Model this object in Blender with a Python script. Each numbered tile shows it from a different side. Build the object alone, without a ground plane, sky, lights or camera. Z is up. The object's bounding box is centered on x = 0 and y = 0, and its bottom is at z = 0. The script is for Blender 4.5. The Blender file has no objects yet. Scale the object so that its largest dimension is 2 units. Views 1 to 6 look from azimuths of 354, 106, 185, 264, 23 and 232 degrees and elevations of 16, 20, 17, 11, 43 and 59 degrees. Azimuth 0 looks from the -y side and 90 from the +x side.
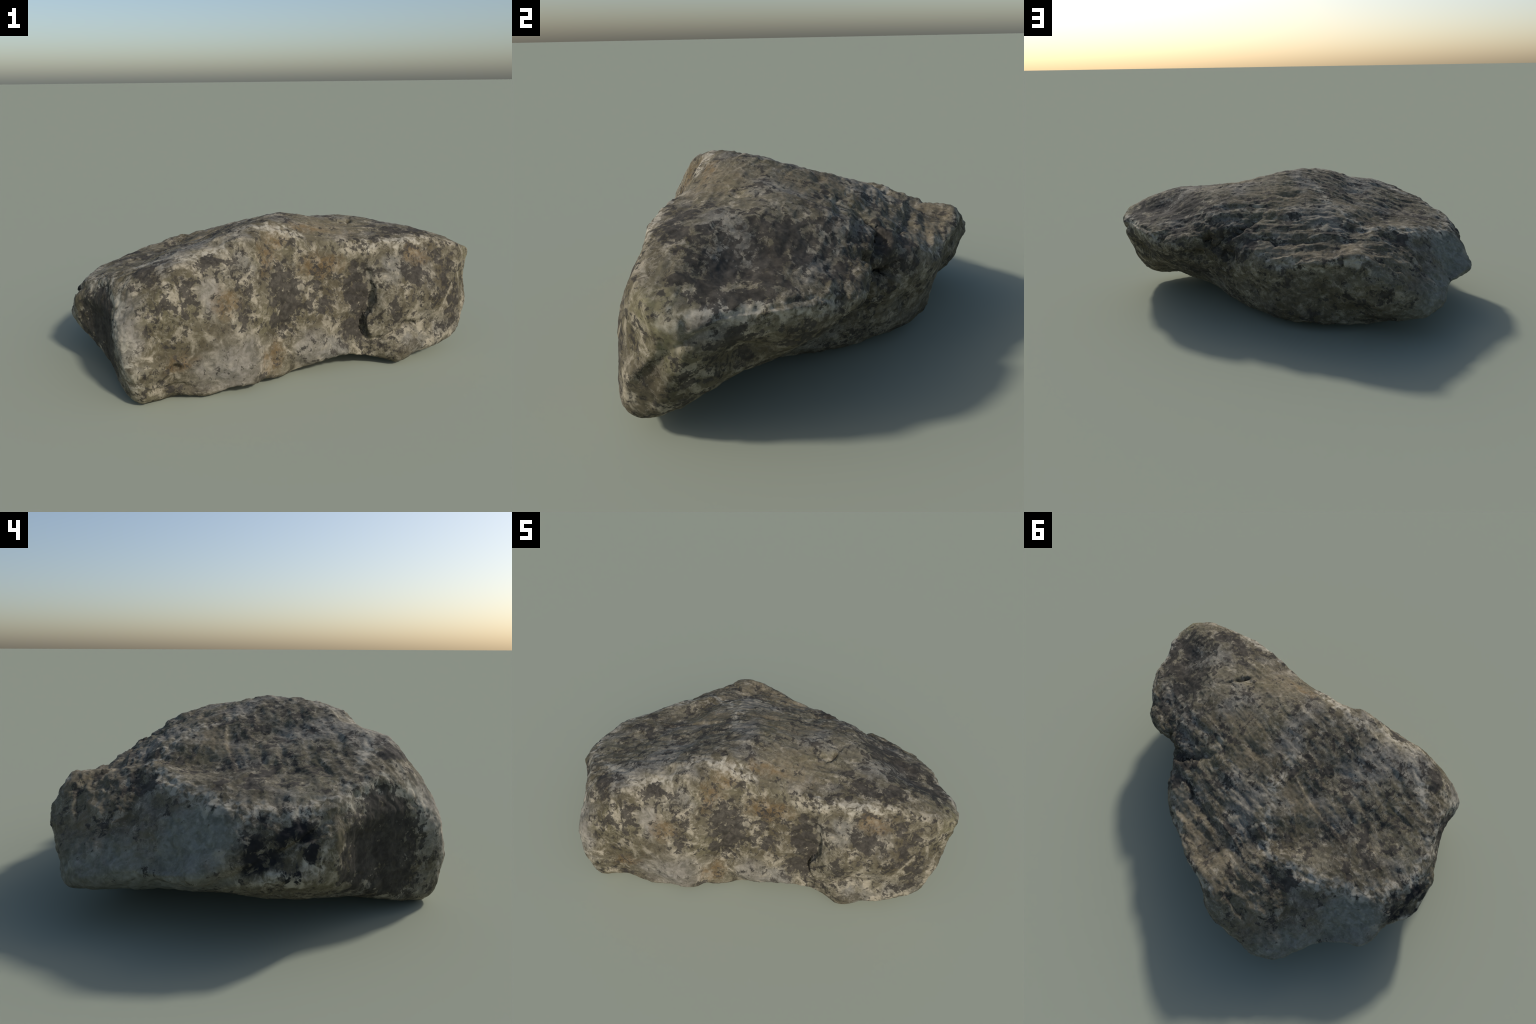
"""A weathered limestone boulder: a long wedge lying on its belly.

Thirteen rails run from the blunt left end to the pointed right end and follow
the features of the stone (foot, brow, crown, back rim, belly ...).  A smooth
skin is lofted over them, remeshed to an even grain and then carved: cracks,
ledges, pits, layered relief and erosion, all by rule.
"""
import bpy
import numpy as np

rng = np.random.default_rng(7)

# ------------------------------------------------------------------ rails
# points (x, y, z) along each feature line, left end to right end, metres
RAILS = {
    "front_foot": [
        (-0.99, -0.108, 0.224), (-0.81, -0.338, 0.113), (-0.66, -0.584, 0.012), (-0.51, -0.567, -0.003), (-0.33, -0.565, 0.009),
        (-0.17, -0.523, 0.028), (0.02, -0.430, 0.010), (0.27, -0.400, 0.069), (0.41, -0.384, 0.043), (0.55, -0.362, 0.008),
        (0.69, -0.303, 0.040), (0.86, -0.235, 0.056), (0.93, -0.172, 0.183),
    ],
    "front_low": [
        (-0.97, -0.179, 0.261), (-0.80, -0.406, 0.162), (-0.67, -0.684, 0.115), (-0.50, -0.652, 0.124), (-0.35, -0.621, 0.070),
        (-0.18, -0.620, 0.084), (-0.02, -0.512, 0.095), (0.20, -0.467, 0.133), (0.37, -0.400, 0.097), (0.56, -0.438, 0.069),
        (0.71, -0.386, 0.084), (0.88, -0.284, 0.107), (0.94, -0.214, 0.224),
    ],
    "front_middle": [
        (-0.95, -0.210, 0.343), (-0.81, -0.390, 0.299), (-0.70, -0.665, 0.297), (-0.51, -0.658, 0.291), (-0.35, -0.642, 0.215),
        (-0.18, -0.611, 0.215), (-0.01, -0.480, 0.232), (0.19, -0.446, 0.249), (0.38, -0.409, 0.222), (0.54, -0.410, 0.197),
        (0.70, -0.359, 0.185), (0.87, -0.293, 0.210), (0.96, -0.179, 0.286),
    ],
    "front_high": [
        (-0.93, -0.215, 0.360), (-0.82, -0.395, 0.375), (-0.67, -0.620, 0.408), (-0.49, -0.650, 0.426), (-0.34, -0.626, 0.344),
        (-0.16, -0.577, 0.335), (0.02, -0.455, 0.376), (0.20, -0.395, 0.393), (0.39, -0.371, 0.363), (0.53, -0.408, 0.331),
        (0.71, -0.359, 0.336), (0.87, -0.267, 0.338), (0.97, -0.126, 0.370),
    ],
    "brow": [
        (-0.91, -0.200, 0.380), (-0.80, -0.365, 0.448), (-0.67, -0.530, 0.505), (-0.49, -0.570, 0.546), (-0.34, -0.578, 0.519),
        (-0.15, -0.515, 0.516), (0.01, -0.394, 0.566), (0.20, -0.349, 0.571), (0.38, -0.331, 0.563), (0.54, -0.319, 0.540),
        (0.71, -0.274, 0.509), (0.89, -0.222, 0.496), (0.99, -0.112, 0.456),
    ],
    "shoulder": [
        (-0.94, -0.141, 0.370), (-0.79, -0.310, 0.478), (-0.65, -0.433, 0.534), (-0.48, -0.452, 0.593), (-0.33, -0.414, 0.624),
        (-0.18, -0.391, 0.667), (-0.02, -0.330, 0.674), (0.19, -0.304, 0.625), (0.37, -0.294, 0.605), (0.57, -0.287, 0.583),
        (0.71, -0.240, 0.587), (0.86, -0.181, 0.542), (0.99, -0.107, 0.462),
    ],
    "crown": [
        (-0.92, -0.012, 0.369), (-0.80, -0.096, 0.448), (-0.65, -0.145, 0.479), (-0.50, -0.110, 0.532), (-0.34, -0.072, 0.564),
        (-0.20, -0.057, 0.630), (0.02, -0.099, 0.690), (0.19, -0.091, 0.663), (0.39, -0.079, 0.628), (0.57, -0.091, 0.613),
        (0.72, -0.103, 0.590), (0.86, -0.093, 0.538), (0.99, -0.065, 0.453),
    ],
    "upper_back": [
        (-0.94, 0.057, 0.337), (-0.82, 0.050, 0.433), (-0.67, 0.109, 0.473), (-0.49, 0.151, 0.465), (-0.33, 0.220, 0.541),
        (-0.19, 0.278, 0.550), (0.01, 0.180, 0.602), (0.19, 0.133, 0.605), (0.39, 0.116, 0.619), (0.55, 0.087, 0.580),
        (0.70, 0.052, 0.510), (0.86, 0.010, 0.490), (0.98, -0.027, 0.445),
    ],
    "back_slope": [
        (-0.95, 0.120, 0.295), (-0.82, 0.134, 0.395), (-0.64, 0.243, 0.449), (-0.45, 0.362, 0.485), (-0.33, 0.413, 0.458),
        (-0.22, 0.510, 0.424), (-0.00, 0.450, 0.453), (0.18, 0.340, 0.510), (0.40, 0.269, 0.548), (0.56, 0.228, 0.497),
        (0.72, 0.177, 0.490), (0.85, 0.118, 0.465), (0.97, 0.013, 0.434),
    ],
    "back_rim": [
        (-0.97, 0.200, 0.245), (-0.80, 0.320, 0.285), (-0.68, 0.435, 0.308), (-0.53, 0.618, 0.339), (-0.38, 0.633, 0.428),
        (-0.20, 0.648, 0.405), (0.03, 0.573, 0.379), (0.19, 0.485, 0.424), (0.37, 0.372, 0.432), (0.57, 0.386, 0.401),
        (0.71, 0.307, 0.416), (0.83, 0.205, 0.431), (0.94, 0.013, 0.415),
    ],
    "back_wall": [
        (-0.94, 0.190, 0.205), (-0.81, 0.405, 0.200), (-0.74, 0.579, 0.174), (-0.49, 0.690, 0.262), (-0.34, 0.657, 0.323),
        (-0.19, 0.592, 0.284), (0.02, 0.586, 0.298), (0.21, 0.506, 0.311), (0.37, 0.332, 0.281), (0.56, 0.286, 0.286),
        (0.70, 0.248, 0.300), (0.81, 0.128, 0.299), (0.96, -0.007, 0.364),
    ],
    "back_foot": [
        (-0.92, 0.140, 0.195), (-0.80, 0.270, 0.155), (-0.66, 0.514, 0.098), (-0.51, 0.530, 0.067), (-0.35, 0.522, 0.044),
        (-0.17, 0.523, 0.043), (0.03, 0.458, 0.040), (0.28, 0.256, 0.050), (0.43, 0.122, 0.092), (0.58, 0.071, 0.137),
        (0.71, 0.003, 0.157), (0.85, -0.027, 0.172), (0.95, -0.068, 0.267),
    ],
    "belly": [
        (-0.95, 0.040, 0.200), (-0.82, -0.047, 0.120), (-0.63, -0.070, 0.115), (-0.50, -0.028, 0.075), (-0.34, -0.006, 0.034),
        (-0.18, 0.016, 0.021), (0.03, 0.018, 0.015), (0.26, -0.056, 0.031), (0.42, -0.137, 0.053), (0.57, -0.150, 0.058),
        (0.70, -0.158, 0.093), (0.85, -0.148, 0.086), (0.94, -0.125, 0.193),
    ],
}

STEPS = 7          # skin subdivisions between neighbouring rail points
GRAIN = 0.0055     # edge length of the even mesh


def cardinal(t, s):
    """Weights of four neighbours on a cardinal spline with tension s."""
    return np.array([-s * t**3 + 2 * s * t**2 - s * t,
                     (2 - s) * t**3 + (s - 3) * t**2 + 1,
                     (s - 2) * t**3 + (3 - 2 * s) * t**2 + s * t,
                     s * t**3 - s * t**2])


def loft(rails):
    """Close the rails into rings, cap both ends and interpolate smoothly."""
    rings = np.array([rails[k] for k in rails]).transpose(1, 0, 2)
    m = rings.shape[1]
    half = m // 2
    ends = [np.repeat(r.mean(0)[None], m, 0) for r in (rings[0], rings[-1])]
    rings = np.concatenate([[np.roll(rings[0], -half, 0)], [ends[0]], rings,
                            [ends[1]], [np.roll(rings[-1], -half, 0)]])
    along = []
    for i in range(1, len(rings) - 2):
        for a in range(STEPS):
            w = cardinal(a / STEPS, 0.5)
            along.append(sum(w[k] * rings[i - 1 + k] for k in range(4)))
    along.append(rings[-2])
    along = np.array(along)
    around = []
    for j in range(m):
        for b in range(STEPS):
            w = cardinal(b / STEPS, 0.5)
            around.append(sum(w[k] * along[:, (j - 1 + k) % m] for k in range(4)))
    return np.array(around).transpose(1, 0, 2)


def skin_mesh(grid, name):
    rows, cols, _ = grid.shape
    verts = grid.reshape(-1, 3).tolist()
    faces = []
    for i in range(rows - 1):
        for j in range(cols):
            k = (j + 1) % cols
            faces.append((i * cols + j, i * cols + k, (i + 1) * cols + k, (i + 1) * cols + j))
    me = bpy.data.meshes.new(name)
    me.from_pydata(verts, [], faces)
    me.validate()
    return me


def even_grain(me, size):
    """Voxel remesh, so that every part of the stone has the same mesh grain."""
    ob = bpy.data.objects.new("helper", me)
    bpy.context.scene.collection.objects.link(ob)
    weld = ob.modifiers.new("weld", "WELD")
    weld.merge_threshold = 0.0005
    mod = ob.modifiers.new("remesh", "REMESH")
    mod.mode, mod.voxel_size, mod.adaptivity = "VOXEL", size, 0.0
    smooth = ob.modifiers.new("smooth", "SMOOTH")
    smooth.factor, smooth.iterations = 0.5, 2
    graph = bpy.context.evaluated_depsgraph_get()
    out = bpy.data.meshes.new_from_object(ob.evaluated_get(graph))
    bpy.data.objects.remove(ob)
    return out


# ------------------------------------------------------------------ noise
def lattice(ix, iy, iz, seed):
    h = (ix * 374761393 + iy * 668265263 + iz * 2147483647 + seed * 974711) & 0xFFFFFFFF
    h = ((h ^ (h >> 13)) * 1274126177) & 0xFFFFFFFF
    h = ((h ^ (h >> 16)) * 2246822519) & 0xFFFFFFFF
    return ((h ^ (h >> 15)) & 0xFFFFFF) / 8388607.5 - 1.0


def noise(p, seed=0):
    """Smooth value noise in -1..1 at unit frequency."""
    i = np.floor(p).astype(np.int64)
    f = p - i
    f = f * f * f * (f * (f * 6 - 15) + 10)
    total = 0.0
    for dx in (0, 1):
        for dy in (0, 1):
            for dz in (0, 1):
                w = (f[:, 0] if dx else 1 - f[:, 0]) * (f[:, 1] if dy else 1 - f[:, 1]) * (f[:, 2] if dz else 1 - f[:, 2])
                total = total + w * lattice(i[:, 0] + dx, i[:, 1] + dy, i[:, 2] + dz, seed)
    return total


TURN = np.linalg.qr(np.random.default_rng(3).normal(size=(3, 3)))[0]


def fractal(p, octaves, seed=0, gain=0.5):
    out, amp = 0.0, 1.0
    for k in range(octaves):
        out = out + amp * noise(p, seed + 17 * k)
        p, amp = (p @ TURN) * 2.03 + 5.7, amp * gain
    return out


def ridged(p, octaves, seed=0, gain=0.5):
    out, amp = 0.0, 1.0
    for k in range(octaves):
        out = out + amp * (1 - 2 * np.abs(noise(p, seed + 29 * k)))
        p, amp = (p @ TURN) * 2.1 + 3.1, amp * gain
    return out


def ramp(v, a, b):
    t = np.clip((v - a) / (b - a), 0, 1)
    return t * t * (3 - 2 * t)


# ------------------------------------------------------------------ carving
class Stone:
    """Vertices of the stone with the carving tools that move them."""

    def __init__(self, me):
        self.me = me
        self.p = np.empty(len(me.vertices) * 3)
        me.vertices.foreach_get("co", self.p)
        self.p = self.p.reshape(-1, 3)
        self.renew()

    def renew(self):
        self.me.vertices.foreach_set("co", self.p.ravel())
        self.me.update()
        n = np.empty(len(self.p) * 3, np.float32)
        self.me.vertex_normals.foreach_get("vector", n)
        self.n = n.reshape(-1, 3).astype(float)

    def near(self, line):
        """Distance to a polyline, nearest point on it and position along it (0..1)."""
        line = np.array(line, float)
        seg = np.linalg.norm(np.diff(line, axis=0), axis=1)
        start = np.concatenate([[0], np.cumsum(seg)]) / seg.sum()
        best = np.full(len(self.p), 9.0)
        foot, pos = np.zeros_like(self.p), np.zeros(len(self.p))
        for a, b, s0, s1 in zip(line[:-1], line[1:], start[:-1], start[1:]):
            t = np.clip((self.p - a) @ (b - a) / ((b - a) @ (b - a)), 0, 1)
            q = a + t[:, None] * (b - a)
            d = np.linalg.norm(self.p - q, axis=1)
            m = d < best
            best[m], foot[m], pos[m] = d[m], q[m], (s0 + t * (s1 - s0))[m]
        return best, foot, pos

    def push(self, amount, way=None):
        self.p += amount[:, None] * (self.n if way is None else np.array(way, float))

    def groove(self, line, width, depth, rough=0.35, seed=1, taper=False):
        d, _, pos = self.near(line)
        d = d + width * rough * noise(self.p * 60, seed)
        bulge = 4 * pos * (1 - pos)
        if taper:
            d = d / np.maximum(0.25, bulge)
        self.push(-depth * np.exp(-(np.maximum(d, 0) / width) ** 2) * (bulge if taper else np.minimum(1, 0.35 + bulge)))

    def step(self, line, side, reach, depth, way=None, edge=0.006, seed=2):
        """The side of the line that 'side' points to drops away, sharply at the
        line and fading out over 'reach': a broken ledge."""
        _, foot, pos = self.near(line)
        side = np.array(side, float) / np.linalg.norm(side)
        off = self.p - foot
        s = off @ side + 0.006 * noise(self.p * 45, seed)
        beyond = np.linalg.norm(off - (off @ side)[:, None] * side, axis=1)
        fade = np.clip(1 - beyond / (0.25 * reach + 0.01), 0, 1) * np.clip(5 * np.minimum(pos, 1 - pos) + 0.25, 0, 1)
        amount = depth * ramp(s, -edge, edge) * np.clip(1 - s / reach, 0, 1) ** 1.5 * fade
        self.push(-amount, way)

    def dent(self, centre, radii, depth, way=None, power=2.0):
        """Hollow (or swelling, with a negative depth) with elliptic falloff."""
        r = np.linalg.norm((self.p - np.array(centre)) / np.array(radii), axis=1)
        self.push(-depth * np.exp(-r ** power), way)


def carve(st):
    up = ramp(st.n[:, 2], 0.35, 0.75)
    front = ramp(-st.n[:, 1], 0.45, 0.8)

    # swellings (negative depth) and hollows of the body
    for centre, radii, depth in (
            ((-0.86, 0.30, 0.25), (0.09, 0.09, 0.08), 0.034),     # undercut of the left tip
            ((0.84, 0.09, 0.28), (0.14, 0.09, 0.06), 0.034),      # under the right rim
            ((0.17, 0.49, 0.21), (0.10, 0.08, 0.07), 0.018),
            ((-0.31, 0.60, 0.12), (0.16, 0.08, 0.06), 0.024),
            ((-0.885, 0.20, 0.30), (0.06, 0.07, 0.06), 0.016),
            ((-0.80, -0.10, 0.10), (0.12, 0.16, 0.05), -0.018),
            ((0.48, -0.40, 0.27), (0.06, 0.06, 0.11), -0.012),    # the flake stands proud
            ((-0.24, 0.44, 0.46), (0.12, 0.06, 0.06), -0.016),    # hump of the back slope
            ((-0.18, 0.60, 0.28), (0.14, 0.08, 0.05), -0.018),
            ((-0.71, 0.46, 0.27), (0.08, 0.08, 0.06), -0.014),
            ((0.37, -0.34, 0.53), (0.08, 0.06, 0.05), -0.012),
            ((0.25, -0.45, 0.18), (0.08, 0.06, 0.05), 0.014),
            ((-0.74, -0.57, 0.28), (0.05, 0.08, 0.08), 0.010),
            ((-0.69, 0.15, 0.47), (0.10, 0.08, 0.05), 0.008),
            ((-0.53, 0.01, 0.49), (0.10, 0.06, 0.06), -0.008)):
        st.dent(centre, radii, depth)
    st.renew()

    # broad lumps and erosion
    st.push(0.0055 * fractal(st.p * 6.5, 3, 11))
    st.push(0.0028 * ridged(st.p * 12.0, 3, 23) * (1 - 0.4 * front) * (1 - 0.3 * up))
    st.renew()

    # layered relief on the top: long shallow ribs that run along the stone
    q = st.p + 0.035 * np.stack([fractal(st.p * 4, 2, s) for s in (31, 32, 33)], 1)
    ribs = fractal(q * np.array([4.2, 27.0, 18.0]), 4, 41)
    st.push(0.0048 * up * ribs * (1 - 0.5 * ramp(st.p[:, 0], 0.35, 0.6)))
    st.renew()

    # the flake on the right of the front: everything left of its edge is broken away
    edge = [(0.395, -0.347, 0.50), (0.42, -0.36, 0.442), (0.437, -0.379, 0.365), (0.434, -0.391, 0.314),
            (0.411, -0.401, 0.273), (0.392, -0.41, 0.24), (0.392, -0.415, 0.186), (0.417, -0.414, 0.137)]
    st.step(edge, (-1, 0, 0), 0.18, 0.016, (0, -1, 0), 0.004)
    st.renew()
    st.step(edge[2:], (-1, 0, 0), 0.22, 0.042, (0, -1, 0), 0.004)
    st.renew()
    st.groove([(p[0] - 0.010, p[1] + 0.05, p[2]) for p in edge[4:]], 0.011, 0.022)
    st.groove([(p[0] - 0.008, p[1] + 0.03, p[2]) for p in edge[2:]], 0.012, 0.014)
    st.step([(0.405, -0.414, 0.137), (0.482, -0.418, 0.159), (0.537, -0.412, 0.186), (0.585, -0.401, 0.213),
             (0.66, -0.385, 0.20)], (0.3, 0, -1), 0.09, 0.032, (0, -1, 0), 0.004)
    st.dent((0.60, -0.40, 0.205), (0.04, 0.04, 0.014), 0.012)
    st.renew()
    # hairline cracks of the front face
    split = [(-0.009, -0.444, 0.444), (0.015, -0.451, 0.383), (-0.026, -0.477, 0.315), (-0.036, -0.486, 0.248),
             (-0.072, -0.53, 0.17), (-0.09, -0.53, 0.08)]
    st.groove(split, 0.006, 0.006)
    st.step(split, (1, 0, 0), 0.09, 0.009, (0, -1, 0), 0.004)
    st.dent((0.12, -0.47, 0.15), (0.06, 0.05, 0.06), -0.012)
    st.groove([(0.19, -0.45, 0.20), (0.185, -0.46, 0.13), (0.16, -0.45, 0.07)], 0.010, 0.010)
    foot = [(-0.606, -0.688, 0.08), (-0.538, -0.659, 0.077), (-0.453, -0.642, 0.084), (-0.391, -0.637, 0.038)]
    st.groove(foot, 0.006, 0.008)
    st.step(foot, (0, 0, -1), 0.06, 0.010, (0, -1, 0), 0.004)
    st.step([(-0.60, -0.681, 0.105), (-0.528, -0.655, 0.127), (-0.482, -0.647, 0.136)], (0, 0, -1), 0.05, 0.008, (0, -1, 0), 0.004)
    st.dent((-0.48, -0.652, 0.164), (0.016, 0.03, 0.014), 0.03)
    # hollow in the brow with the rust stain
    st.dent((-0.045, -0.39, 0.635), (0.05, 0.05, 0.03), 0.014)
    # scalloped lower edge
    scallop = np.sin(st.p[:, 0] * 26 + 3 * noise(st.p * 4, 83)) * ramp(st.p[:, 2], 0.14, 0.02) * ramp(-st.p[:, 1], 0.3, 0.4)
    st.push(0.006 * scallop)
    st.renew()

    # slit in the top with its raised lip
    st.step([(0.414, 0.02, 0.628), (0.388, -0.062, 0.629), (0.36, -0.125, 0.62)], (-1, 0.3, 0), 0.09, 0.016, (0, 0, 1))
    st.groove([(0.404, 0.0, 0.625), (0.396, -0.03, 0.625), (0.383, -0.07, 0.625), (0.362, -0.12, 0.62)], 0.009, 0.032, 0.5, taper=True)
    # hollows and steps of the layered top
    st.dent((0.004, 0.131, 0.616), (0.06, 0.02, 0.03), 0.014)
    st.step([(-0.20, 0.04, 0.61), (-0.34, 0.055, 0.56), (-0.44, 0.05, 0.53), (-0.53, 0.03, 0.495), (-0.60, 0.05, 0.47)],
            (-0.2, -0.95, 0), 0.10, 0.012)
    st.dent((-0.386, 0.356, 0.487), (0.035, 0.025, 0.03), 0.014)
    st.dent((-0.22, -0.084, 0.624), (0.05, 0.015, 0.03), 0.009)
    st.dent((-0.25, -0.25, 0.65), (0.08, 0.014, 0.03), 0.009)
    st.renew()

    # sharp rim round the hollow facets of the left end
    rim = [(-0.66, 0.22, 0.44), (-0.786, 0.139, 0.408), (-0.855, 0.073, 0.406), (-0.882, -0.109, 0.41), (-0.885, -0.238, 0.42),
           (-0.832, -0.309, 0.453), (-0.763, -0.377, 0.488), (-0.725, -0.47, 0.468), (-0.712, -0.56, 0.40), (-0.70, -0.655, 0.27)]
    st.groove(rim, 0.028, -0.008)
    st.groove([(-0.885, -0.238, 0.42), (-0.935, -0.235, 0.33), (-0.93, -0.24, 0.22)], 0.03, -0.008)
    st.renew()
    st.dent((-0.84, 0.22, 0.30), (0.09, 0.12, 0.10), 0.010)
    st.renew()
    # broken lip of the back left shoulder
    st.step([(-0.31, 0.45, 0.465), (-0.376, 0.564, 0.445), (-0.444, 0.613, 0.401), (-0.515, 0.605, 0.354),
             (-0.60, 0.59, 0.30)], (-0.55, -0.8, 0.1), 0.12, 0.018)
    # crisp back rim: the wall below it is set back
    st.step([(0.14, 0.53, 0.385), (0.03, 0.575, 0.385), (-0.052, 0.608, 0.377), (-0.158, 0.635, 0.37), (-0.262, 0.649, 0.415),
             (-0.399, 0.647, 0.411), (-0.443, 0.684, 0.30), (-0.611, 0.652, 0.205)], (0.05, 0.3, -1), 0.09, 0.007)
    # rim of the right end, from the tip round to the cleft
    st.step([(0.98, -0.03, 0.45), (0.931, 0.05, 0.462), (0.856, 0.161, 0.458), (0.782, 0.224, 0.462), (0.69, 0.31, 0.43),
             (0.59, 0.375, 0.41)], (0.2, 0.3, -1), 0.09, 0.012)
    st.groove([(0.944, 0.011, 0.336), (0.894, 0.113, 0.367), (0.814, 0.208, 0.363), (0.702, 0.304, 0.35)], 0.016, -0.007)
    st.renew()
    # recesses under the overhanging rims, hollow behind the left shoulder
    st.dent((0.88, 0.10, 0.28), (0.12, 0.08, 0.07), 0.018)
    st.dent((0.27, 0.50, 0.23), (0.10, 0.08, 0.07), 0.018)
    st.dent((-0.55, 0.38, 0.45), (0.10, 0.05, 0.06), 0.022)
    st.renew()
    # cleft and solution holes of the back
    st.groove([(0.14, 0.28, 0.54), (0.199, 0.359, 0.503), (0.252, 0.396, 0.473), (0.335, 0.371, 0.426),
               (0.40, 0.36, 0.352)], 0.024, 0.036)
    st.dent((0.305, 0.42, 0.36), (0.038, 0.06, 0.042), 0.075, None, 3)
    st.dent((0.41, 0.345, 0.425), (0.030, 0.05, 0.036), 0.065, None, 3)
    st.dent((0.473, 0.357, 0.335), (0.05, 0.06, 0.035), 0.05)
    st.dent((0.055, 0.45, 0.43), (0.016, 0.04, 0.022), 0.03, None, 3)
    st.dent((0.118, 0.43, 0.46), (0.03, 0.03, 0.012), 0.018)
    st.step([(-0.16, 0.45, 0.47), (-0.05, 0.46, 0.46), (0.05, 0.45, 0.45), (0.13, 0.43, 0.46)], (0, 0.8, -0.6), 0.07, 0.022)
    st.renew()

    # the back slopes are the most eroded: deep lumpy relief, roughest round the cleft
    back = ramp(st.p[:, 1], 0.05, 0.35) * ramp(st.n[:, 2], 0.15, 0.45)
    st.push(0.0055 * back * ridged(st.p * np.array([7.0, 15.0, 15.0]), 3, 91))
    rough = np.exp(-(np.linalg.norm(st.p - np.array([0.35, 0.40, 0.38]), axis=1) / 0.17) ** 2)
    st.push(0.017 * rough * (ridged(st.p * 13.0, 3, 97) - 0.1))
    # low on the back wall: shallow scoops
    low = ramp(st.p[:, 1], 0.25, 0.45) * ramp(-st.n[:, 2], -0.3, 0.1)
    st.push(0.006 * low * fractal(st.p * 9.0, 3, 101))
    st.renew()

    # fine erosion
    pits = np.clip(ridged(st.p * 24.0, 2, 61) - 0.45, 0, 1)
    st.push(-0.0035 * pits * (0.7 - 0.25 * up))
    st.push(0.0016 * fractal(st.p * 34.0, 3, 71, 0.6))
    # the stone stands on the ground
    st.p[:, 2] = np.where(st.p[:, 2] < 0.006, 0.006 * np.exp(np.minimum(st.p[:, 2] / 0.006 - 1, 0)), st.p[:, 2])
    st.p[:, 0] *= 1.004
    st.renew()

# ------------------------------------------------------------------ material
class Graph:
    """Small helper that writes shader nodes as expressions."""

    def __init__(self, mat):
        self.t = mat.node_tree
        self.t.nodes.clear()

    def add(self, kind, **props):
        n = self.t.nodes.new(kind)
        for k, v in props.items():
            setattr(n, k, v)
        return n

    def put(self, socket, value):
        if isinstance(value, bpy.types.NodeSocket):
            self.t.links.new(value, socket)
        else:
            socket.default_value = value

    def math(self, op, a, b=0.0, clamp=False):
        n = self.add("ShaderNodeMath", operation=op, use_clamp=clamp)
        self.put(n.inputs[0], a)
        self.put(n.inputs[1], b)
        return n.outputs[0]

    def vec(self, op, a, b):
        n = self.add("ShaderNodeVectorMath", operation=op)
        self.put(n.inputs[0], a)
        self.put(n.inputs[1], b)
        return n.outputs["Value" if op in ("DISTANCE", "DOT_PRODUCT") else "Vector"]

    def span(self, v, a, b, lo=0.0, hi=1.0):
        n = self.add("ShaderNodeMapRange", interpolation_type="SMOOTHSTEP")
        for s, x in zip(n.inputs[:5], (v, a, b, lo, hi)):
            self.put(s, x)
        return n.outputs[0]

    def noise(self, where, scale, detail=4.0, rough=0.55, distort=0.0, kind="FBM"):
        n = self.add("ShaderNodeTexNoise", noise_type=kind)
        self.put(n.inputs["Vector"], where)
        n.inputs["Scale"].default_value = scale
        n.inputs["Detail"].default_value = detail
        n.inputs["Roughness"].default_value = rough
        n.inputs["Distortion"].default_value = distort
        return n.outputs

    def mix(self, f, a, b, how="MIX"):
        n = self.add("ShaderNodeMix", data_type="RGBA", blend_type=how)
        self.put(n.inputs[0], f)
        self.put(n.inputs[6], a)
        self.put(n.inputs[7], b)
        return n.outputs[2]

    def stretch(self, where, scale, turn=(0, 0, 0)):
        n = self.add("ShaderNodeMapping")
        self.put(n.inputs["Vector"], where)
        n.inputs["Scale"].default_value = scale
        n.inputs["Rotation"].default_value = turn
        return n.outputs[0]


def srgb(r, g, b):
    return tuple(((c / 255 + 0.055) / 1.055) ** 2.4 if c > 10 else c / 3295 for c in (r, g, b)) + (1.0,)


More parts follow.
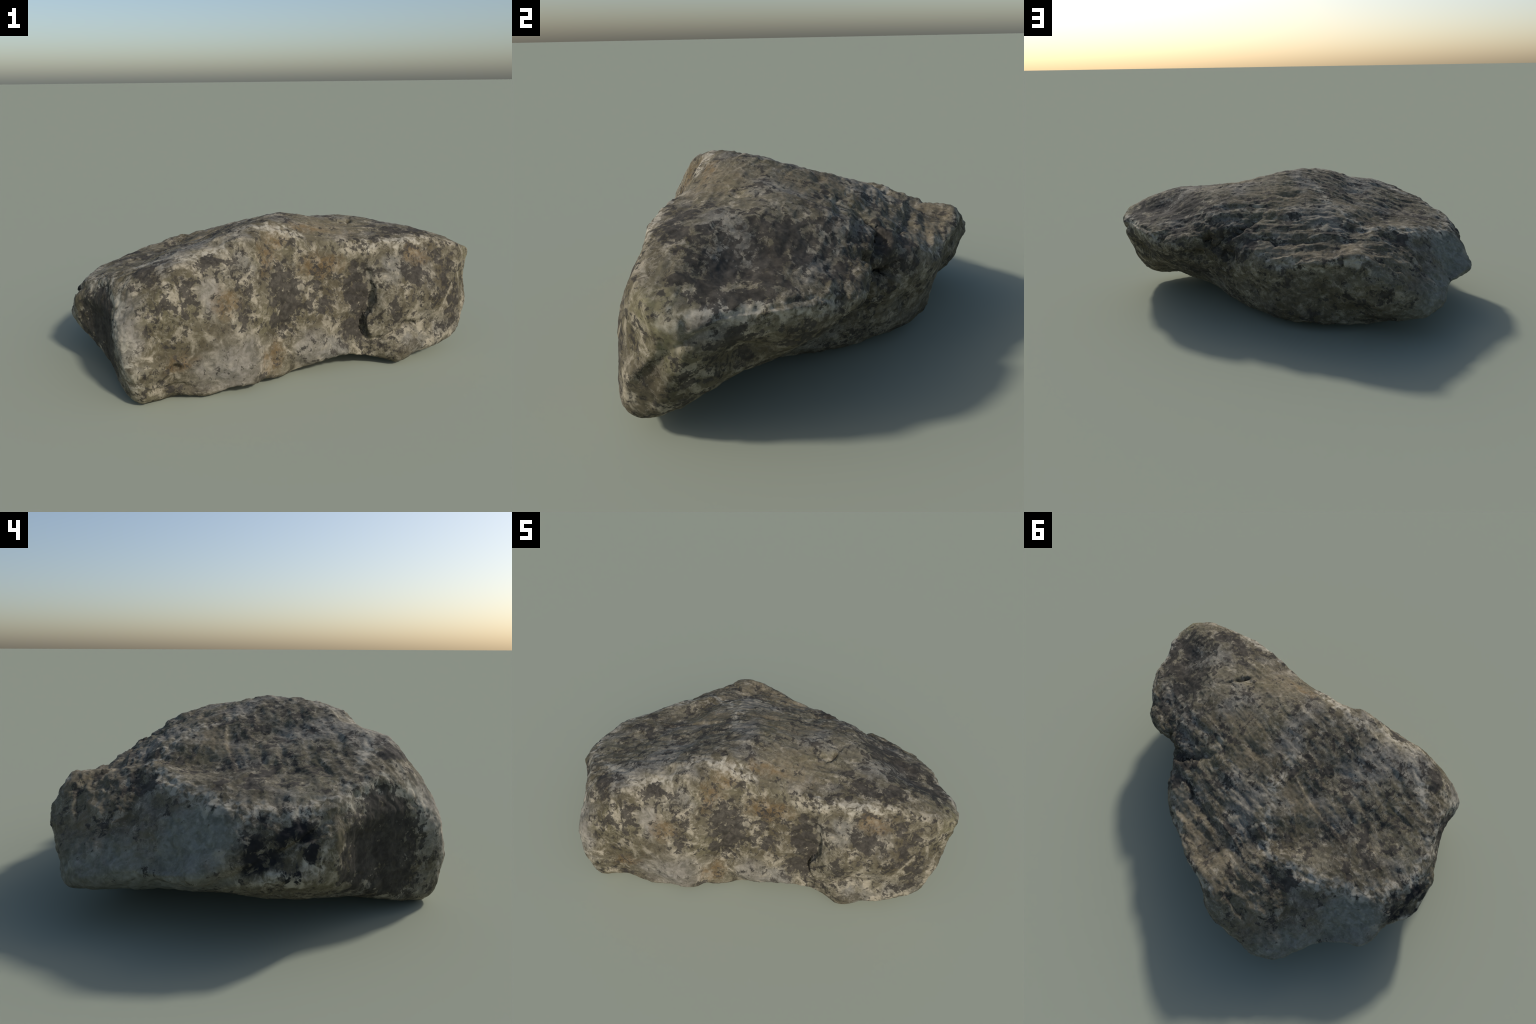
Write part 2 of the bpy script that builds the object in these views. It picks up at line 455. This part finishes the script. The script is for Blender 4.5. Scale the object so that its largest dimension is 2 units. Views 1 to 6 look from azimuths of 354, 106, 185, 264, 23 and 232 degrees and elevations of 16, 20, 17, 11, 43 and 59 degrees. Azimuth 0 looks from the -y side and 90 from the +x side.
def stone_material():
    mat = bpy.data.materials.new("weathered_limestone")
    mat.use_nodes = True
    g = Graph(mat)
    pos = g.add("ShaderNodeTexCoord").outputs["Object"]
    wob = g.vec("SCALE", g.vec("SUBTRACT", g.noise(pos, 11, 5, 0.6)[1], (0.5, 0.5, 0.5)), (0, 0, 0))
    wob.node.inputs["Scale"].default_value = 0.16
    bent = g.vec("ADD", pos, wob)

    def patch(centre, radii, soft=1.2):
        """Soft spot around a place on the stone, its border bent by noise."""
        d = g.vec("MULTIPLY", g.vec("SUBTRACT", bent, centre), tuple(1 / r for r in radii))
        return g.span(g.vec("DISTANCE", d, (0, 0, 0)), 1 + soft * 0.5, 1 - soft * 0.5)

    def band(line, width, soft=1.4):
        """Soft band along a line over the stone."""
        out = None
        for a, b in zip(line[:-1], line[1:]):
            ba = tuple(q - p for p, q in zip(a, b))
            pa = g.vec("SUBTRACT", bent, a)
            t = g.math("DIVIDE", g.vec("DOT_PRODUCT", pa, ba), sum(c * c for c in ba), True)
            foot = g.vec("SCALE", ba, (0, 0, 0))
            g.put(foot.node.inputs["Scale"], t)
            d = g.vec("DISTANCE", pa, foot)
            out = d if out is None else g.math("MINIMUM", out, d)
        return g.span(out, width * (1 + soft * 0.5), width * (1 - soft * 0.5))

    def any_of(*masks):
        out = masks[0]
        for m in masks[1:]:
            out = g.math("MAXIMUM", out, m)
        return out

    def times(a, b):
        return g.math("MULTIPLY", a, b)

    # noises: clouds, mottle, layered grain along the stone, fine grit
    clouds = g.noise(pos, 4.0, 4, 0.55)
    mottle = g.noise(pos, 15, 5, 0.6, 0.5)[0]
    sep = g.add("ShaderNodeSeparateXYZ")
    g.put(sep.inputs[0], bent)
    behind = g.math("ADD", sep.outputs[1], times(sep.outputs[0], -0.18))
    top = g.span(g.math("ADD", behind, times(sep.outputs[2], 0.9)), 0.10, 0.24)
    streaked = g.noise(g.stretch(bent, (0.42, 1.3, 1.1), (0, 0, 0.06)), 24, 5, 0.62, 0.3)[0]
    blend = g.add("ShaderNodeMix", data_type="FLOAT")
    for s_, v_ in zip((blend.inputs[0], blend.inputs[2], blend.inputs[3]), (times(top, 0.6), mottle, streaked)):
        g.put(s_, v_)
    mottle = blend.outputs[0]
    blots = g.noise(bent, 11, 5, 0.62, 0.3)[0]
    layered = g.noise(g.stretch(bent, (0.28, 1.5, 1.1), (0, 0, 0.06)), 20, 5, 0.62)[0]
    grit = g.noise(pos, 60, 3, 0.6)[0]
    veil = g.noise(pos, 28, 4, 0.6, 0.8)[0]

    # bare stone: warm grey, with olive and neutral clouds
    bare = g.mix(g.span(clouds[0], 0.36, 0.64), srgb(93, 86, 68), srgb(117, 110, 91))
    tint = g.add("ShaderNodeSeparateColor")
    g.put(tint.inputs[0], clouds[1])
    bare = g.mix(times(g.span(tint.outputs[1], 0.50, 0.66), 0.7), bare, srgb(128, 125, 117))
    bare = g.mix(times(g.span(tint.outputs[2], 0.52, 0.68), 0.55), bare, srgb(108, 102, 78))
    bare = g.mix(times(g.span(mottle, 0.50, 0.64), 0.8), bare, srgb(165, 156, 136))
    bare = g.mix(times(g.span(mottle, 0.48, 0.34), 0.75), bare, srgb(74, 68, 55))
    # thin pale veins and brown pinholes
    vein = g.math("ABSOLUTE", g.math("SUBTRACT", g.noise(bent, 13, 4, 0.6, 0.6)[0], 0.5))
    bare = g.mix(times(g.span(vein, 0.035, 0.004), 0.25), bare, srgb(176, 168, 150))
    bare = g.mix(times(g.span(veil, 0.40, 0.30), 0.7), bare, srgb(70, 62, 50))

    # smooth blue grey break on the left back, grey skin low on the front
    smooth = any_of(patch((-0.86, 0.19, 0.30), (0.13, 0.15, 0.15), 0.6), patch((-0.72, 0.45, 0.17), (0.22, 0.26, 0.12), 0.8))
    slate = g.mix(g.span(veil, 0.35, 0.65), srgb(114, 116, 104), srgb(137, 139, 129))
    bare = g.mix(times(smooth, 0.75), bare, slate)
    ash = any_of(patch((-0.25, -0.63, 0.15), (0.17, 0.12, 0.12)), patch((-0.33, -0.60, 0.46), (0.05, 0.08, 0.07)),
                 patch((0.12, -0.48, 0.13), (0.07, 0.08, 0.08)), patch((-0.68, -0.62, 0.35), (0.06, 0.1, 0.14)))
    bare = g.mix(times(ash, 0.65), bare, g.mix(g.span(veil, 0.38, 0.62), srgb(120, 116, 106), srgb(150, 144, 134)))
    # tan dust on the back slopes and left shoulder
    tan = any_of(patch((-0.02, 0.55, 0.40), (0.22, 0.1, 0.05)), patch((-0.36, 0.60, 0.43), (0.16, 0.12, 0.05)),
                 patch((-0.58, 0.54, 0.33), (0.12, 0.12, 0.09)), patch((-0.36, 0.10, 0.55), (0.2, 0.07, 0.06)),
                 patch((0.25, -0.20, 0.64), (0.14, 0.12, 0.06)), patch((0.09, 0.13, 0.61), (0.2, 0.1, 0.06)))
    bare = g.mix(times(tan, g.span(veil, 0.36, 0.60, 0.1, 0.6)), bare, srgb(124, 112, 90))
    # olive brown tint in broad clouds
    olive_tint = any_of(patch((-0.40, -0.65, 0.27), (0.15, 0.10, 0.08), 1.6), patch((0.76, -0.31, 0.38), (0.18, 0.12, 0.15), 1.6),
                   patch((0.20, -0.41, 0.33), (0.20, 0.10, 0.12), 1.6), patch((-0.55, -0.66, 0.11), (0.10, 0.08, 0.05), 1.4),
                   patch((-0.20, 0.58, 0.16), (0.55, 0.16, 0.12), 1.4), patch((0.75, 0.10, 0.25), (0.25, 0.25, 0.10), 1.4))  # first patch: darker olive brown over the lower back wall
    bare = g.mix(times(olive_tint, g.span(mottle, 0.38, 0.62, 0.75, 0.25)), bare, srgb(82, 74, 56))
    # ochre and rust
    rust = any_of(patch((-0.02, -0.36, 0.645), (0.06, 0.06, 0.04)), patch((-0.08, -0.44, 0.57), (0.05, 0.07, 0.06)),
                  patch((0.175, -0.365, 0.50), (0.11, 0.07, 0.05)), patch((0.13, -0.26, 0.655), (0.10, 0.04, 0.03)),
                  patch((-0.27, -0.60, 0.41), (0.05, 0.07, 0.06)), patch((0.66, -0.30, 0.50), (0.07, 0.07, 0.05)),
                  patch((-0.47, -0.65, 0.19), (0.07, 0.07, 0.04)), patch((-0.07, -0.54, 0.13), (0.05, 0.08, 0.06)))
    bare = g.mix(times(rust, g.span(veil, 0.36, 0.62, 0.2, 0.7)), bare, srgb(110, 89, 58))
    # yellow green film at the right tip
    film = any_of(patch((0.96, -0.10, 0.46), (0.06, 0.09, 0.06)), patch((0.97, -0.08, 0.36), (0.05, 0.04, 0.10)))
    bare = g.mix(times(film, g.span(veil, 0.38, 0.62, 0.1, 0.6)), bare, srgb(134, 128, 96))
    # pale crust on worn brows and rims
    crust = any_of(
        band([(-0.66, -0.40, 0.525), (-0.45, -0.50, 0.592), (-0.29, -0.46, 0.622), (-0.16, -0.34, 0.67), (0.03, -0.32, 0.672), (0.08, -0.34, 0.64)], 0.030),
        band([(0.40, -0.325, 0.59), (0.60, -0.29, 0.575), (0.70, -0.265, 0.57)], 0.028),
        band([(-0.53, 0.33, 0.478), (-0.68, 0.215, 0.437), (-0.79, 0.135, 0.41), (-0.87, 0.02, 0.405), (-0.885, -0.18, 0.412), (-0.83, -0.31, 0.452), (-0.745, -0.43, 0.475), (-0.71, -0.54, 0.43), (-0.69, -0.67, 0.26), (-0.65, -0.68, 0.10)], 0.036),
        band([(-0.885, -0.20, 0.41), (-0.95, -0.20, 0.30), (-0.985, -0.13, 0.22), (-0.97, 0.0, 0.23)], 0.022),
        band([(0.98, -0.06, 0.45), (0.93, 0.05, 0.458), (0.85, 0.16, 0.45), (0.70, 0.30, 0.40), (0.60, 0.37, 0.39)], 0.022),
        band([(0.14, 0.53, 0.375), (-0.05, 0.61, 0.37), (-0.16, 0.63, 0.36), (-0.26, 0.65, 0.405), (-0.40, 0.65, 0.405)], 0.022),
        band([(-0.14, 0.02, 0.632), (-0.22, 0.165, 0.578), (-0.37, 0.335, 0.488), (-0.52, 0.34, 0.475)], 0.025))
    bare = g.mix(times(crust, g.span(veil, 0.40, 0.58, 0.05, 0.9)), bare, srgb(174, 167, 150))

    # dark lichen: ragged noise, pulled up and down place by place
    band_mid = any_of(patch((0.0, -0.46, 0.39), (0.075, 0.12, 0.13), 0.9), patch((-0.02, -0.49, 0.26), (0.06, 0.12, 0.09), 0.9),
                      patch((0.365, -0.36, 0.37), (0.05, 0.12, 0.14), 0.9), patch((0.35, -0.38, 0.22), (0.05, 0.12, 0.10), 0.9))
    more = any_of(
        band_mid, times(patch((0.215, -0.40, 0.37), (0.05, 0.1, 0.09)), 0.5), patch((-0.43, -0.62, 0.49), (0.05, 0.08, 0.08)),
        patch((-0.52, -0.65, 0.42), (0.09, 0.08, 0.04)), patch((-0.60, -0.53, 0.54), (0.09, 0.07, 0.03)),
        patch((-0.30, -0.50, 0.58), (0.08, 0.07, 0.05)), patch((-0.19, -0.57, 0.42), (0.04, 0.08, 0.11)),
        patch((0.80, -0.25, 0.50), (0.08, 0.07, 0.07)), patch((0.645, -0.36, 0.40), (0.09, 0.07, 0.04)),
        patch((0.53, -0.41, 0.29), (0.03, 0.06, 0.05)), patch((0.44, -0.40, 0.26), (0.03, 0.06, 0.04)),
        patch((0.84, -0.29, 0.33), (0.07, 0.08, 0.12)), patch((0.60, -0.20, 0.58), (0.16, 0.07, 0.05)),
        patch((0.80, 0.05, 0.50), (0.17, 0.15, 0.08)), patch((0.56, 0.15, 0.53), (0.2, 0.2, 0.07), 1.6),
        patch((0.90, 0.05, 0.33), (0.12, 0.14, 0.10)), patch((0.55, 0.30, 0.30), (0.25, 0.14, 0.10), 1.6))
    facet = any_of(patch((-0.80, -0.41, 0.30), (0.12, 0.17, 0.14), 1.3), patch((-0.79, -0.47, 0.18), (0.10, 0.11, 0.10), 1.3))
    sheet = any_of(patch((-0.56, 0.36, 0.445), (0.07, 0.10, 0.035)),
                   times(patch((-0.27, -0.14, 0.62), (0.13, 0.10, 0.06), 1.6), 0.4), times(patch((-0.60, -0.10, 0.49), (0.25, 0.13, 0.07), 1.6), 0.4),
                   patch((0.25, 0.42, 0.43), (0.14, 0.09, 0.09), 1.4),
                   times(patch((0.72, 0.02, 0.54), (0.25, 0.18, 0.08), 1.4), 0.25))
    less = any_of(smooth, times(ash, 0.8), times(crust, 0.7), times(tan, 0.5), times(film, 0.5))
    fray = g.noise(pos, 34, 4, 0.65, 0.4)[0]
    ragged = g.math("ADD", times(blots, 0.8), g.math("ADD", times(layered, 0.2), times(fray, 0.6)))
    level = g.math("ADD", g.math("SUBTRACT", ragged, 0.30), g.math("ADD", times(more, 0.10), times(sheet, 0.12)))
    level = g.math("ADD", g.math("SUBTRACT", level, times(less, 0.09)), g.math("ADD", times(facet, 0.23), times(band_mid, 0.055)))
    dark = g.mix(g.span(veil, 0.35, 0.68), srgb(50, 47, 43), srgb(76, 71, 64))
    # the hollow facet of the left end: rain streaks down its dark coat
    streak = g.noise(g.stretch(bent, (1.4, 1.4, 0.22)), 26, 4, 0.6)[0]
    dark = g.mix(times(facet, g.span(streak, 0.50, 0.66, 0.0, 0.75)), dark, srgb(92, 86, 72))
    dark = g.mix(times(facet, 0.5), dark, srgb(40, 38, 36))
    body = g.mix(times(g.span(level, 0.535, 0.60), 0.88), bare, dark)
    # small dark flecks of lichen scattered between the sheets
    fleck = g.noise(g.stretch(bent, (1.2, 1.0, 0.7), (0, 0.5, 0)), 29, 4, 0.6, 0.5)[0]
    body = g.mix(times(g.span(g.math("SUBTRACT", fleck, g.math("ADD", times(less, 0.05), times(top, 0.06))), 0.575, 0.625), 0.75), body, srgb(58, 54, 48))
    # thin dark streaks between the layers of the top
    body = g.mix(times(times(g.span(layered, 0.50, 0.40), top), g.math("SUBTRACT", 0.36, times(less, 0.3))), body, srgb(70, 66, 60))
    # black crust on the left end
    black = any_of(patch((-0.93, 0.0, 0.30), (0.08, 0.075, 0.06), 0.6), patch((-0.92, -0.10, 0.35), (0.08, 0.08, 0.035), 0.6), patch((-0.975, -0.163, 0.30), (0.05, 0.028, 0.04), 0.4),
                   patch((-0.99, -0.095, 0.235), (0.05, 0.03, 0.03), 0.4), patch((-0.90, -0.10, 0.385), (0.05, 0.12, 0.02), 0.9))
    body = g.mix(times(black, g.span(veil, 0.60, 0.50, 0.1, 0.97)), body, srgb(34, 34, 35))

    body = g.mix(0.30, body, g.mix(g.span(grit, 0.3, 0.7), srgb(70, 70, 70), srgb(190, 190, 190)), "SOFT_LIGHT")

    bsdf = g.add("ShaderNodeBsdfPrincipled")
    g.put(bsdf.inputs["Base Color"], body)
    bsdf.inputs["Roughness"].default_value = 0.88
    bsdf.inputs["Specular IOR Level"].default_value = 0.2
    bump = g.add("ShaderNodeBump")
    bump.inputs["Strength"].default_value = 0.3
    bump.inputs["Distance"].default_value = 0.004
    g.put(bump.inputs["Height"], g.math("ADD", times(layered, 0.8), g.math("ADD", times(grit, 0.3), mottle)))
    g.put(bsdf.inputs["Normal"], bump.outputs[0])
    out = g.add("ShaderNodeOutputMaterial")
    g.put(out.inputs[0], bsdf.outputs[0])
    return mat


# ------------------------------------------------------------------ build
def build():
    skin = skin_mesh(loft(RAILS), "skin")
    me = even_grain(skin, GRAIN)
    bpy.data.meshes.remove(skin)
    me.name = "boulder"
    stone = Stone(me)
    carve(stone)
    me.shade_smooth()
    me.materials.clear()
    me.materials.append(stone_material())
    ob = bpy.data.objects.new("boulder", me)
    ob["label"] = "long wedge-shaped weathered limestone boulder with dark lichen blotches"
    ob["category"] = "rock"
    bpy.context.scene.collection.objects.link(ob)


build()
